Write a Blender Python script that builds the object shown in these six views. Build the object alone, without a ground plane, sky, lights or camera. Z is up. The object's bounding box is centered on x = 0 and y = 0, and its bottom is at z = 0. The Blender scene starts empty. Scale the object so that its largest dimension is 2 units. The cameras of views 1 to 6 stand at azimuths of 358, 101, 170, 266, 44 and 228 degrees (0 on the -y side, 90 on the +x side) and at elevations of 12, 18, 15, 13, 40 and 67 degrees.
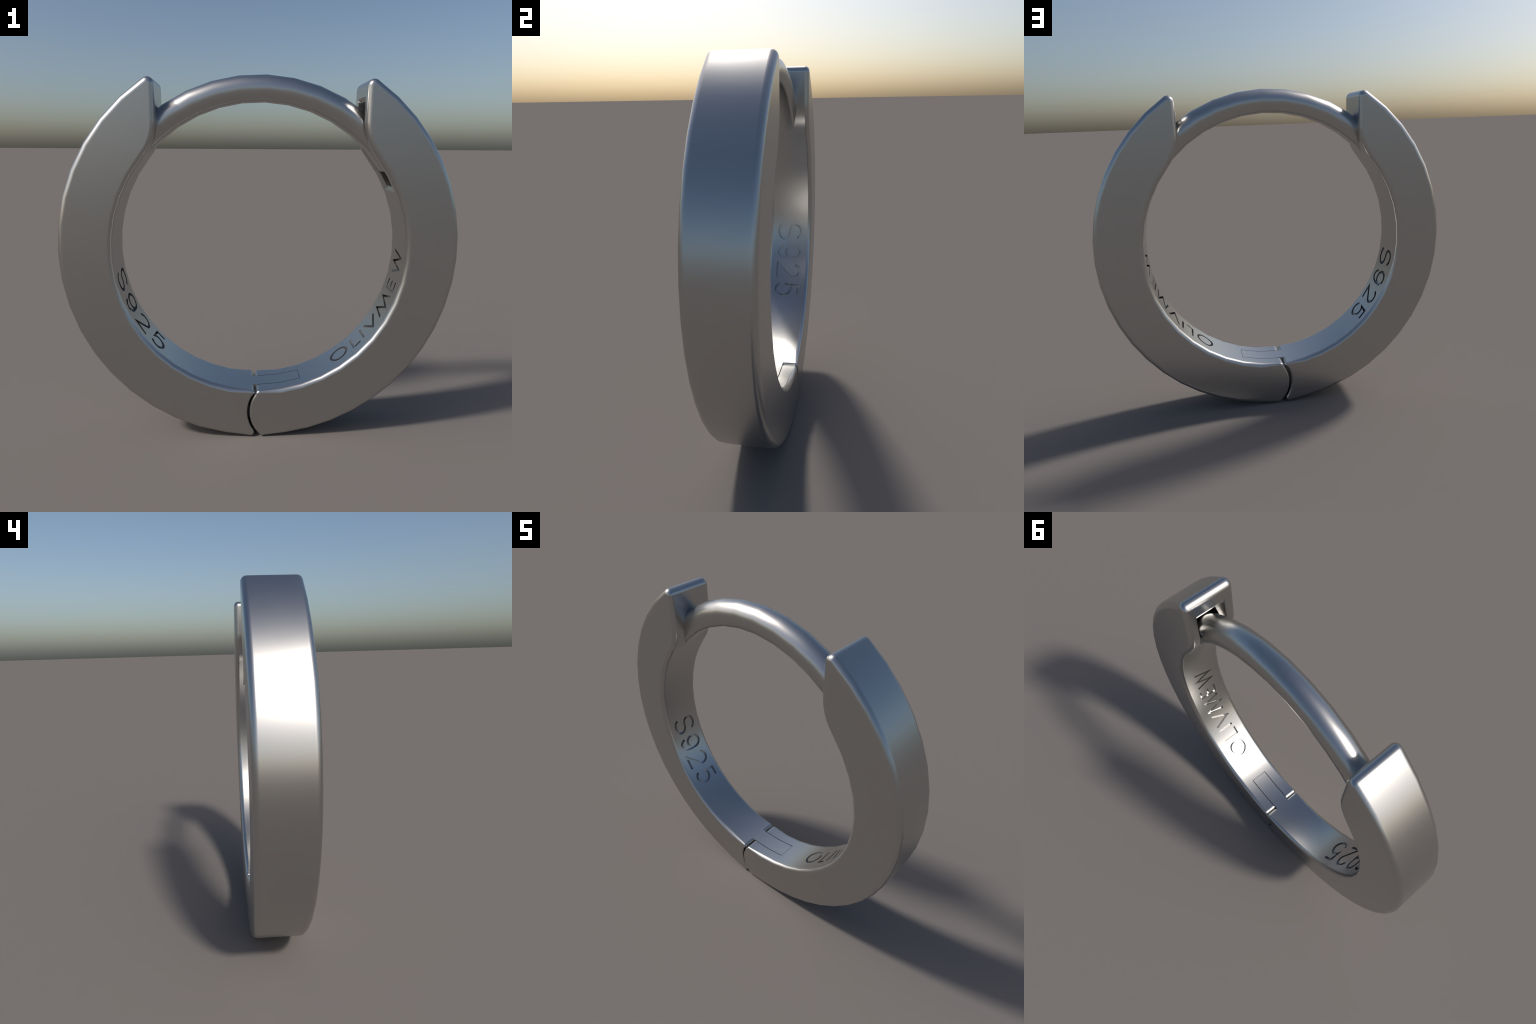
"""Hinged silver hoop earring: two flat hoop halves joined by a hinge tongue at
the bottom, closed on top by a curved ear post that plugs into a socket."""
import bpy, bmesh, math
from math import sin, cos, pi, radians, sqrt, atan2, degrees, hypot
from mathutils import Vector
from mathutils.bvhtree import BVHTree

# ------------------------------------------------------------------ sizes (m)
CX, CZ = 0.0, 1.0            # hoop axis (runs along y)
R_OUT, R_IN = 1.000, 0.7350   # outer and inner radius
HALF_W = 0.1330              # half of the band's width (y)
BEVEL = 0.0245               # rounding along the inner rims
BEVEL_OUT = 0.029            # wider rounding along the outer rims
BEVEL_SEAM = 0.0145          # smaller rounding along the hinge seam
TIP_X = 0.500                # plane of the two open ends
TIP_R = 0.033                # rounding of the pointed tips
NECK_Z = 0.645               # where the end plane starts to curve into the hole
HINGE_C = (0.129, 0.1415)    # centre of the curved hinge seam
HINGE_R, SEAM_GAP = 0.185, 0.0075
TONGUE_HALF = 0.0505         # hinge tongue half width
TONGUE_END = -72.65          # angle where the tongue ends
SLOT_HALF, SLOT_R, SLOT_ANG = 0.070, 0.898, 26.2   # post socket
LIP = 0.012                  # flare around the socket's mouth
ENGRAVE = 0.019              # depth of the lettering


def pol(a, r):
    return (CX + r * cos(radians(a)), CZ + r * sin(radians(a)))


# ------------------------------------------------------------------ material
def silver(name, base=(0.513, 0.509, 0.497), rough=0.30):
    m = bpy.data.materials.new(name)
    m.use_nodes = True
    nt = m.node_tree
    b = nt.nodes['Principled BSDF']
    b.inputs['Metallic'].default_value = 1.0
    tc = nt.nodes.new('ShaderNodeTexCoord')
    no = nt.nodes.new('ShaderNodeTexNoise')
    no.inputs['Scale'].default_value = 9.0
    no.inputs['Detail'].default_value = 3.0
    nt.links.new(tc.outputs['Object'], no.inputs['Vector'])
    mr = nt.nodes.new('ShaderNodeMapRange')
    mr.inputs['To Min'].default_value = rough - 0.006
    mr.inputs['To Max'].default_value = rough + 0.006
    nt.links.new(no.outputs['Fac'], mr.inputs['Value'])
    nt.links.new(mr.outputs['Result'], b.inputs['Roughness'])
    rp = nt.nodes.new('ShaderNodeValToRGB')
    rp.color_ramp.elements[0].color = (*[c * 0.99 for c in base], 1)
    rp.color_ramp.elements[1].color = (*[c * 1.01 for c in base], 1)
    nt.links.new(no.outputs['Fac'], rp.inputs['Fac'])
    nt.links.new(rp.outputs['Color'], b.inputs['Base Color'])
    return m


SILVER = silver('polished_silver')


# ------------------------------------------------------------------ mesh tools
def new_object(name, me, mat=SILVER):
    ob = bpy.data.objects.new(name, me)
    bpy.context.scene.collection.objects.link(ob)
    if not me.materials:
        me.materials.append(mat)
    return ob


def set_normals(me, normals):
    for p in me.polygons:
        p.use_smooth = True
    me.normals_split_custom_set_from_vertices([tuple(n) for n in normals])


def arc(c, r, a0, a1, n, inward=False, bev=BEVEL):
    """Points (x, z, nx, nz, bevel) on an arc, angles in degrees."""
    out = []
    for i in range(n + 1):
        a = radians(a0 + (a1 - a0) * i / n)
        s = -1 if inward else 1
        out.append([c[0] + r * cos(a), c[1] + r * sin(a), s * cos(a), s * sin(a), bev])
    return out


def loft_profile(name, prof, half_w=HALF_W, steps=6):
    """Extrude a closed rounded outline along y with rounded rims."""
    n = len(prof)
    verts, norms = [], []
    ring_defs = [(-1, 90 - 90 * k / steps) for k in range(steps + 1)] + \
                [(1, 90 * k / steps) for k in range(steps + 1)]
    for side, phi in ring_defs:
        f = radians(phi)
        for x, z, nx, nz, b in prof:
            d = b * (1 - cos(f))
            y = side * (half_w - b + b * sin(f))
            verts.append((x - nx * d, y, z - nz * d))
            norms.append((nx * cos(f), side * sin(f), nz * cos(f)))
    faces = []
    m = len(ring_defs)
    for k in range(m - 1):
        for i in range(n):
            j = (i + 1) % n
            faces.append((k * n + i, k * n + j, (k + 1) * n + j, (k + 1) * n + i))
    faces.append(tuple(range(n - 1, -1, -1)))
    faces.append(tuple((m - 1) * n + i for i in range(n)))
    me = bpy.data.meshes.new(name)
    me.from_pydata(verts, [], faces)
    me.update()
    # outline may run either way round: make the faces point outwards
    vol = sum(p.center.dot(p.normal) * p.area for p in me.polygons)
    if vol < 0:
        me.flip_normals()
    set_normals(me, norms)
    return me


def prism(outline, y0, y1):
    """Plain prism from an outline in x,z (used as a cutter and for the tongue)."""
    n = len(outline)
    verts = [(x, y0, z) for x, z in outline] + [(x, y1, z) for x, z in outline]
    faces = [(i, (i + 1) % n, n + (i + 1) % n, n + i) for i in range(n)]
    faces += [tuple(range(n - 1, -1, -1)), tuple(range(n, 2 * n))]
    me = bpy.data.meshes.new('cutter')
    me.from_pydata(verts, [], faces)
    bm = bmesh.new()
    bm.from_mesh(me)
    bmesh.ops.recalc_face_normals(bm, faces=bm.faces)
    if bm.calc_volume(signed=True) < 0:
        bmesh.ops.reverse_faces(bm, faces=bm.faces)
    bm.to_mesh(me)
    bm.free()
    return me


def subtract(me, cutters):
    """Cut a list of meshes out of me; smooth areas keep the original normals."""
    src = me
    src.calc_loop_triangles()
    sv = [v.co.copy() for v in src.vertices]
    corner = [Vector(c.vector) for c in src.corner_normals]
    tris = [(tuple(t.vertices), tuple(t.loops)) for t in src.loop_triangles]
    bvh = BVHTree.FromPolygons(sv, [t[0] for t in tris])
    tmp = new_object('tmp_body', src)
    helpers = []
    for c in cutters:
        h = new_object('tmp_cutter', c)
        helpers.append(h)
        md = tmp.modifiers.new('cut', 'BOOLEAN')
        md.operation, md.solver, md.object = 'DIFFERENCE', 'EXACT', h
    dg = bpy.context.evaluated_depsgraph_get()
    res = bpy.data.meshes.new_from_object(tmp.evaluated_get(dg))
    for o in [tmp] + helpers:
        bpy.data.objects.remove(o)
    bm = bmesh.new()
    bm.from_mesh(res)
    bmesh.ops.triangulate(bm, faces=[f for f in bm.faces if len(f.verts) > 4])
    bm.to_mesh(res)
    bm.free()
    res.update()

    def source_normal(p):
        loc, nor, idx, dist = bvh.find_nearest(p)
        if dist is None or dist > 1.5e-3:
            return None
        (a, b, c), l = tris[idx]
        A, B, C = sv[a], sv[b], sv[c]
        v0, v1, v2 = B - A, C - A, loc - A
        d00, d01, d11, d20, d21 = v0.dot(v0), v0.dot(v1), v1.dot(v1), v2.dot(v0), v2.dot(v1)
        den = d00 * d11 - d01 * d01
        if abs(den) < 1e-18:
            return nor
        v = (d11 * d20 - d01 * d21) / den
        w = (d00 * d21 - d01 * d20) / den
        return (corner[l[0]] * (1 - v - w) + corner[l[1]] * v + corner[l[2]] * w).normalized()

    ln = [None] * len(res.loops)
    for p in res.polygons:
        p.use_smooth = True
        fn = p.normal.copy()
        c = p.center
        radial = Vector((CX - c.x, 0, CZ - c.z)).normalized()
        on_body = source_normal(c) is not None and source_normal(c).dot(fn) > 0.8
        for li in p.loop_indices:
            co = res.vertices[res.loops[li].vertex_index].co
            n = fn
            if on_body:
                s = source_normal(co)
                if s is not None and s.dot(fn) > 0.7:
                    n = s
            elif fn.dot(radial) > 0.97:       # floor of engraving or socket
                n = Vector((CX - co.x, 0, CZ - co.z)).normalized()
            ln[li] = tuple(n)
    res.normals_split_custom_set(ln)
    return res


# ------------------------------------------------------------------ hoop halves
def neck():
    """Fillet between end plane and inner circle (right side): centre, radius."""
    rf = (TIP_X ** 2 + NECK_Z ** 2 - R_IN ** 2) / (2 * R_IN - 2 * TIP_X)
    return (TIP_X + rf, CZ + NECK_Z), rf


def round_corner(p, q, r, n, b0, b1):
    """Corner arc of radius r from sample p (on one edge) to q (on the next):
    both samples carry outward normals; the arc turns from one to the other."""
    a0, a1 = atan2(p[3], p[2]), atan2(q[3], q[2])
    d = (a1 - a0 + pi) % (2 * pi) - pi
    c = ((p[0] - r * p[2] + q[0] - r * q[2]) / 2, (p[1] - r * p[3] + q[1] - r * q[3]) / 2)
    return [[c[0] + r * cos(a0 + d * t / n), c[1] + r * sin(a0 + d * t / n),
             cos(a0 + d * t / n), sin(a0 + d * t / n), b0 + (b1 - b0) * t / n]
            for t in range(n + 1)]


def circle_hit(c0, r0, c1, r1, want_left=True):
    """Intersection of two circles, the one with smaller x if want_left."""
    dx, dz = c1[0] - c0[0], c1[1] - c0[1]
    d = hypot(dx, dz)
    a = (r0 * r0 - r1 * r1 + d * d) / (2 * d)
    h = sqrt(max(0, r0 * r0 - a * a))
    mx, mz = c0[0] + a * dx / d, c0[1] + a * dz / d
    pts = [(mx - h * dz / d, mz + h * dx / d), (mx + h * dz / d, mz - h * dx / d)]
    return min(pts) if want_left else max(pts)


def tip_part(n_tip=8):
    """Tip rounding, end plane and neck of the right half, outer to inner."""
    tz = sqrt((R_OUT - TIP_R) ** 2 - (TIP_X + TIP_R) ** 2)
    tc = (TIP_X + TIP_R, CZ + tz)
    a_out = degrees(atan2(tz, TIP_X + TIP_R))
    pts = arc(tc, TIP_R, a_out, 180, n_tip)
    for i, p in enumerate(pts):       # outer rim rounding narrows towards the end plane
        p[4] = BEVEL_OUT + (BEVEL - BEVEL_OUT) * i / n_tip
    nc, rf = neck()
    a_in = degrees(atan2(nc[1] - CZ, nc[0] - CX))
    pts += arc(nc, rf, 180, 180 + a_in, 6)
    return pts, a_out, a_in


def seam_corner(r_hoop, outer, concave, rc):
    """Centre and tangent angles of the rounding where the seam arc meets the rim."""
    hoop = (CX, CZ)
    rh = r_hoop - rc if outer else r_hoop + rc
    rs = HINGE_R + SEAM_GAP + rc if concave else HINGE_R - rc
    cands = []
    for left in (True, False):
        c = circle_hit(hoop, rh, HINGE_C, rs, left)
        cands.append(c)
    return min(cands, key=lambda c: abs(c[0] + 0.01))


def half_profile(left):
    """Closed outline of one half: outer arc, tip, end plane, neck, inner arc, seam."""
    rc_out = 0.021 if left else 0.016
    # the seam leaves its arc near the inside and runs straight up to a rounded lip
    lip_x, lip_r = (-0.0275, 0.017) if left else (-0.0220, 0.023)
    tip, a_out, a_in = tip_part()
    co = seam_corner(R_OUT, True, left, rc_out)
    ao = degrees(atan2(co[1] - CZ, co[0] - CX))
    so = degrees(atan2(co[1] - HINGE_C[1], co[0] - HINGE_C[0])) % 360
    sgn = -1 if left else 1
    lc_x = lip_x + sgn * lip_r
    lc_z = CZ - sqrt((R_IN + lip_r) ** 2 - lc_x ** 2)
    ai = degrees(atan2(lc_z - CZ, lc_x - CX))
    rs = HINGE_R + SEAM_GAP if left else HINGE_R
    lip_z = lc_z - 0.004
    si = degrees(atan2(sqrt(rs ** 2 - (lip_x - HINGE_C[0]) ** 2), lip_x - HINGE_C[0])) % 360
    if left:
        tip = [[-x, z, -nx, nz, b] for x, z, nx, nz, b in tip]
        a_out, a_in = 180 - a_out, 180 - a_in
        ao, ai = ao % 360, ai % 360
    n_out = 18 if left else 20
    pts = arc((CX, CZ), R_OUT, ao, a_out, n_out, bev=BEVEL_OUT)
    pts += tip[1:]
    pts += arc((CX, CZ), R_IN, a_in, ai, 15, inward=True)[1:]
    lip_end = [lip_x, lc_z, -sgn, 0.0, BEVEL_SEAM]
    pts += round_corner(pts[-1], lip_end, lip_r, 6, 0.013, BEVEL_SEAM)[1:]
    pts[-7][4] = 0.013
    seam = arc(HINGE_C, rs, si + (8 if left else 2), so, 10, inward=left, bev=BEVEL_SEAM)
    pts += seam
    pts += round_corner(seam[-1], pts[0], rc_out, 5, BEVEL_SEAM, 0.016)[1:-1]
    pts[0][4] = 0.018
    return pts, ai


# ------------------------------------------------------------------ lettering
# Every character is a set of pen strokes in a unit box (width 1, height 1).
def ell(cx, cy, rx, ry, a0, a1, n=20):
    return [(cx + rx * cos(radians(a0 + (a1 - a0) * i / n)),
             cy + ry * sin(radians(a0 + (a1 - a0) * i / n))) for i in range(n + 1)]


GLYPH = {
    'O': [('closed', ell(.5, .5, .5, .5, 0, 360, 32)[:-1])],
    'L': [('open', [(0, 1), (0, 0), (1, 0)])],
    'I': [('open', [(0, 1), (0, 0)])],
    'V': [('open', [(0, 1), (.5, 0), (1, 1)])],
    'M': [('open', [(0, 0), (.19, 1), (.5, 0), (.81, 1), (1, 0)])],
    'E': [('open', [(1, 1), (0, 1), (0, 0), (1, 0)]), ('open', [(0.02, .5), (.92, .5)])],
    'W': [('open', [(0, 1), (.25, 0), (.5, 1), (.75, 0), (1, 1)])],
    'S': [('open', ell(.5, .75, .46, .25, 20, 255, 16) + ell(.5, .26, .5, .26, 75, -160, 16))],
    '9': [('closed', ell(.5, .68, .5, .32, 0, 360, 28)[:-1]),
          ('open', [(.995, .74)] + ell(.49, .5, .5, .5, 10, -150, 16))],
    '2': [('open', ell(.5, .72, .46, .28, 165, -35, 18) + [(0, 0), (1, 0)])],
    '5': [('open', [(.9, 1), (.18, 1), (.08, .52)] + ell(.48, .33, .52, .33, 130, -150, 18))],
}


def stroke_outline(pts, w, closed):
    """Offset a pen line to both sides (mitred); returns left and right lists."""
    n = len(pts)
    L, R = [], []
    for i, p in enumerate(pts):
        a = pts[(i - 1) % n] if (closed or i > 0) else None
        b = pts[(i + 1) % n] if (closed or i < n - 1) else None
        dirs = []
        if a is not None:
            dirs.append(Vector((p[0] - a[0], p[1] - a[1])).normalized())
        if b is not None:
            dirs.append(Vector((b[0] - p[0], b[1] - p[1])).normalized())
        t = sum(dirs, Vector((0, 0)))
        t = t.normalized() if t.length > 1e-6 else dirs[0]
        nrm = Vector((-t.y, t.x))
        d0 = dirs[0]
        k = min(1 / max(0.05, nrm.dot(Vector((-d0.y, d0.x)))), 3.0)
        L.append((p[0] + nrm.x * w * k, p[1] + nrm.y * w * k))
        R.append((p[0] - nrm.x * w * k, p[1] - nrm.y * w * k))
    return L, R


def glyph_cutters(ch, a0, a1, y0, y1, pen):
    """Bend a character onto the inside of the hoop: x along the arc, y across."""
    out = []
    w = radians(a1 - a0) * R_IN
    h = y1 - y0
    sx, sy = w - pen, h - pen
    if ch == 'I':
        sx = 0
    for part, (kind, pts) in enumerate(GLYPH[ch]):
        pp = [(pen / 2 + x * sx, pen / 2 + y * sy) for x, y in pts]
        closed = kind == 'closed'
        # split long straight strokes so they follow the curve
        fine = []
        m = len(pp)
        for i in range(m if closed else m - 1):
            p, q = pp[i], pp[(i + 1) % m]
            k = max(1, int(abs(q[0] - p[0]) / 0.02))
            fine += [(p[0] + (q[0] - p[0]) * t / k, p[1] + (q[1] - p[1]) * t / k) for t in range(k)]
        if not closed:
            fine.append(pp[-1])
        L, R = stroke_outline(fine, pen / 2, closed)
        n = len(fine)
        verts, faces = [], []

        def put(p, r):
            a = radians(a0) + p[0] / R_IN
            return (CX + r * cos(a), y0 + p[1], CZ + r * sin(a))
        for r in (R_IN - 0.02, R_IN + ENGRAVE * (1 - 0.06 * part)):
            verts += [put(p, r) for p in L] + [put(p, r) for p in R]
        segs = range(n if closed else n - 1)
        for i in segs:
            j = (i + 1) % n
            lo_l, lo_lj, lo_r, lo_rj = i, j, n + i, n + j
            o = 2 * n
            faces += [(lo_l, lo_lj, lo_rj, lo_r), (o + lo_l, o + lo_r, o + lo_rj, o + lo_lj),
                      (lo_l, o + lo_l, o + lo_lj, lo_lj), (lo_r, lo_rj, o + lo_rj, o + lo_r)]
        if not closed:
            o = 2 * n
            faces += [(0, n, o + n, o), (n - 1, o + n - 1, o + 2 * n - 1, 2 * n - 1)]
        me = bpy.data.meshes.new('cutter')
        me.from_pydata(verts, [], faces)
        bm = bmesh.new()
        bm.from_mesh(me)
        bmesh.ops.recalc_face_normals(bm, faces=bm.faces)
        if bm.calc_volume(signed=True) < 0:
            bmesh.ops.reverse_faces(bm, faces=bm.faces)
        bm.to_mesh(me)
        bm.free()
        out.append(me)
    return out


def lettering(items, y0, y1, pen):
    cut = []
    for ch, a0, a1 in items:
        cut += glyph_cutters(ch, a0, a1, y0, y1, pen)
    return cut


MAKER = [('O', -57.6, -48.6), ('L', -46.5, -41.6), ('I', -40.4, -39.4), ('V', -38.0, -30.0),
         ('M', -29.6, -19.2), ('E', -17.8, -12.8), ('W', -10.9, -0.3)]
PURITY = [('S', -172.2, -163.3), ('9', -160.9, -153.3), ('2', -151.2, -143.2), ('5', -141.2, -133.7)]

# ------------------------------------------------------------------ build
root = bpy.data.objects.new('hoop_earring', None)
bpy.context.scene.collection.objects.link(root)
root['label'] = 'polished silver hinged hoop earring with engraved inner band'
root['category'] = 'earring'


def add(name, me, parent=root):
    ob = new_object(name, me)
    ob.parent = parent
    return ob


# half that carries the post and the hinge tongue (x < 0)
prof_l, ai_l = half_profile(True)
me = loft_profile('post_half', prof_l)
me = subtract(me, lettering(PURITY, -0.080, 0.079, 0.0160))
me.name = 'post_half'
post_half = add('post_half', me)

# half with the socket for the post (x > 0)
prof_r, ai_r = half_profile(False)
me = loft_profile('socket_half', prof_r)
# close-fitting channel for the post, wider pocket at its lower end, open mouth at the tip
channel = [pol(34, R_IN - 0.06)] + [pol(34 + 38 * i / 12, 0.8715) for i in range(13)] + [pol(73, R_IN - 0.06)]
pocket = [pol(SLOT_ANG, R_IN - 0.06)] + [pol(SLOT_ANG + (40 - SLOT_ANG) * i / 4, 0.874) for i in range(5)]
pocket += [pol(40, R_IN - 0.06)]


def socket_flare():
    """Flared mouth of the socket: follows the inner face, the neck and the end plane."""
    nc, rf = neck()
    _, _, a_in = tip_part()
    z_top = CZ + sqrt(SLOT_R ** 2 - TIP_X ** 2)
    path = [(*pol(a, R_IN), -cos(radians(a)), -sin(radians(a)))
            for a in [SLOT_ANG + (a_in - SLOT_ANG) * i / 3 for i in range(3)]]
    path += [(p[0], p[1], p[2], p[3]) for p in reversed(arc(nc, rf, 180, 180 + a_in, 6))]
    path += [(TIP_X, z_top, -1.0, 0.0)]
    verts, faces = [], []
    n = len(path)
    for i, (x, z, nx, nz) in enumerate(path):
        tx, tz = nz, -nx              # along the path, towards the tip
        if tz < 0:
            tx, tz = -tx, -tz
        push = -1 if i == 0 else (1 if i == n - 1 else 0)
        for depth in (-0.6 * LIP, LIP):
            k = (LIP - depth) / LIP
            half = SLOT_HALF + LIP * k
            px = x - nx * depth + tx * push * LIP * k * 1.3
            pz = z - nz * depth + tz * push * LIP * k * 1.3
            verts += [(px, -half, pz), (px, half, pz)]
    for i in range(n - 1):
        a, b = 4 * i, 4 * (i + 1)
        faces += [(a, a + 1, b + 1, b), (a + 2, b + 2, b + 3, a + 3),
                  (a, b, b + 2, a + 2), (a + 1, a + 3, b + 3, b + 1)]
    e = 4 * (n - 1)
    faces += [(0, 2, 3, 1), (e, e + 1, e + 3, e + 2)]
    me = bpy.data.meshes.new('cutter')
    me.from_pydata(verts, [], faces)
    bm = bmesh.new()
    bm.from_mesh(me)
    bmesh.ops.recalc_face_normals(bm, faces=bm.faces)
    if bm.calc_volume(signed=True) < 0:
        bmesh.ops.reverse_faces(bm, faces=bm.faces)
    bm.to_mesh(me)
    bm.free()
    return me


gap = 0.0042
tongue_pocket = [pol(-97, 0.70)] + [pol(-97, 0.845)] + \
    [pol(a, 0.845) for a in (-90, -82)] + [pol(TONGUE_END + 0.17, 0.845), pol(TONGUE_END + 0.17, 0.70)]
mouth = [pol(48.7, 0.79), pol(48.7, 0.903)] + [pol(a, 0.903) for a in (51, 53, 56, 59)] + [pol(62, 0.70)]
cutters = [prism(mouth, -0.078, 0.078), prism(channel, -0.0690, 0.0690),
           prism(pocket, -SLOT_HALF, SLOT_HALF), socket_flare(),
           prism(tongue_pocket, -TONGUE_HALF - gap, TONGUE_HALF + gap)]
me = subtract(me, cutters + lettering(MAKER, -0.058, 0.059, 0.0140))
me.name = 'socket_half'
socket_half = add('socket_half', me)

# hinge tongue: flush with the inside of both halves
a_start = ai_l - 360 - 0.02
inner_angles = [a_start]
_, _, a_in = tip_part()
rim = [a_in + (ai_r - a_in) * i / 15 for i in range(16)]
inner_angles += [a for a in sorted(rim) if a_start + 0.5 < a < TONGUE_END - 0.5] + [TONGUE_END]
top = [pol(a, R_IN) for a in inner_angles]
# the last facet ends on the chord of the socket half, so stay flush with it
nxt = min(a for a in rim if a > TONGUE_END)
prv = max(a for a in rim if a < TONGUE_END)
t = (TONGUE_END - prv) / (nxt - prv)
p0, p1 = pol(prv, R_IN), pol(nxt, R_IN)
top[-1] = (p0[0] + (p1[0] - p0[0]) * t, p0[1] + (p1[1] - p0[1]) * t)
bottom = [pol(a, 0.835) for a in (TONGUE_END, -82, -90, a_start)]
me = prism(top + bottom, -TONGUE_HALF, TONGUE_HALF)
ln = []
for p in me.polygons:
    p.use_smooth = True
    r = Vector((CX - p.center.x, 0, CZ - p.center.z)).normalized()
    for li in p.loop_indices:
        co = me.vertices[me.loops[li].vertex_index].co
        if p.normal.dot(r) > 0.9:
            ln.append(tuple(Vector((CX - co.x, 0, CZ - co.z)).normalized()))
        else:
            ln.append(tuple(p.normal))
order = [li for p in me.polygons for li in p.loop_indices]
lnn = [None] * len(me.loops)
for k, li in enumerate(order):
    lnn[li] = ln[k]
me.normals_split_custom_set(lnn)
tongue = add('hinge_tongue', me, post_half)

# ear post: D-shaped wire bent along the hoop
PW, P_TOP, P_MID, P_BOT = 0.065, 0.868, 0.802, 0.7385
half = [(0.0, P_BOT, 0, -1), (0.030, P_BOT + 0.0010, 0.07, -1), (0.0415, P_BOT + 0.0035, .28, -.96),
        (0.0475, P_BOT + 0.0075, .62, -.78), (0.0515, P_BOT + 0.0145, .88, -.47), (0.0610, 0.776, .962, -.27)]
sect = [((y, r), Vector((ny, nr)).normalized()) for y, r, ny, nr in half]
for i in range(0, 10):
    f = radians(90 * i / 9)
    sect.append(((PW * cos(f), P_MID + (P_TOP - P_MID) * sin(f)), Vector((cos(f), sin(f)))))
sect += [((-y, r), Vector((-n.x, n.y))) for (y, r), n in reversed(sect[1:-1])]
verts, norms, faces = [], [], []
angles = [88.0 + 8.9 * k for k in range(-6, 7)]
angles[0], angles[-1] = 33.2, 142.0
ns = len(sect)
for a in angles:
    ca, sa = cos(radians(a)), sin(radians(a))
    for (y, r), n in sect:
        verts.append((CX + r * ca, y, CZ + r * sa))
        norms.append((n.y * ca, n.x, n.y * sa))
for k in range(len(angles) - 1):
    for i in range(ns):
        j = (i + 1) % ns
        faces.append((k * ns + i, (k + 1) * ns + i, (k + 1) * ns + j, k * ns + j))
faces.append(tuple(range(ns)))
faces.append(tuple((len(angles) - 1) * ns + i for i in range(ns - 1, -1, -1)))
me = bpy.data.meshes.new('ear_post')
me.from_pydata(verts, [], faces)
me.update()
if sum((p.center - Vector((CX + .8 * cos(radians(88)), 0, CZ + .8 * sin(radians(88))))).dot(p.normal) * p.area
       for p in me.polygons) < 0:
    me.flip_normals()
ln = [None] * len(me.loops)
for p in me.polygons:
    p.use_smooth = True
    for li in p.loop_indices:
        ln[li] = tuple(p.normal) if len(p.vertices) > 4 else norms[me.loops[li].vertex_index]
me.normals_split_custom_set(ln)
ear_post = add('ear_post', me, post_half)
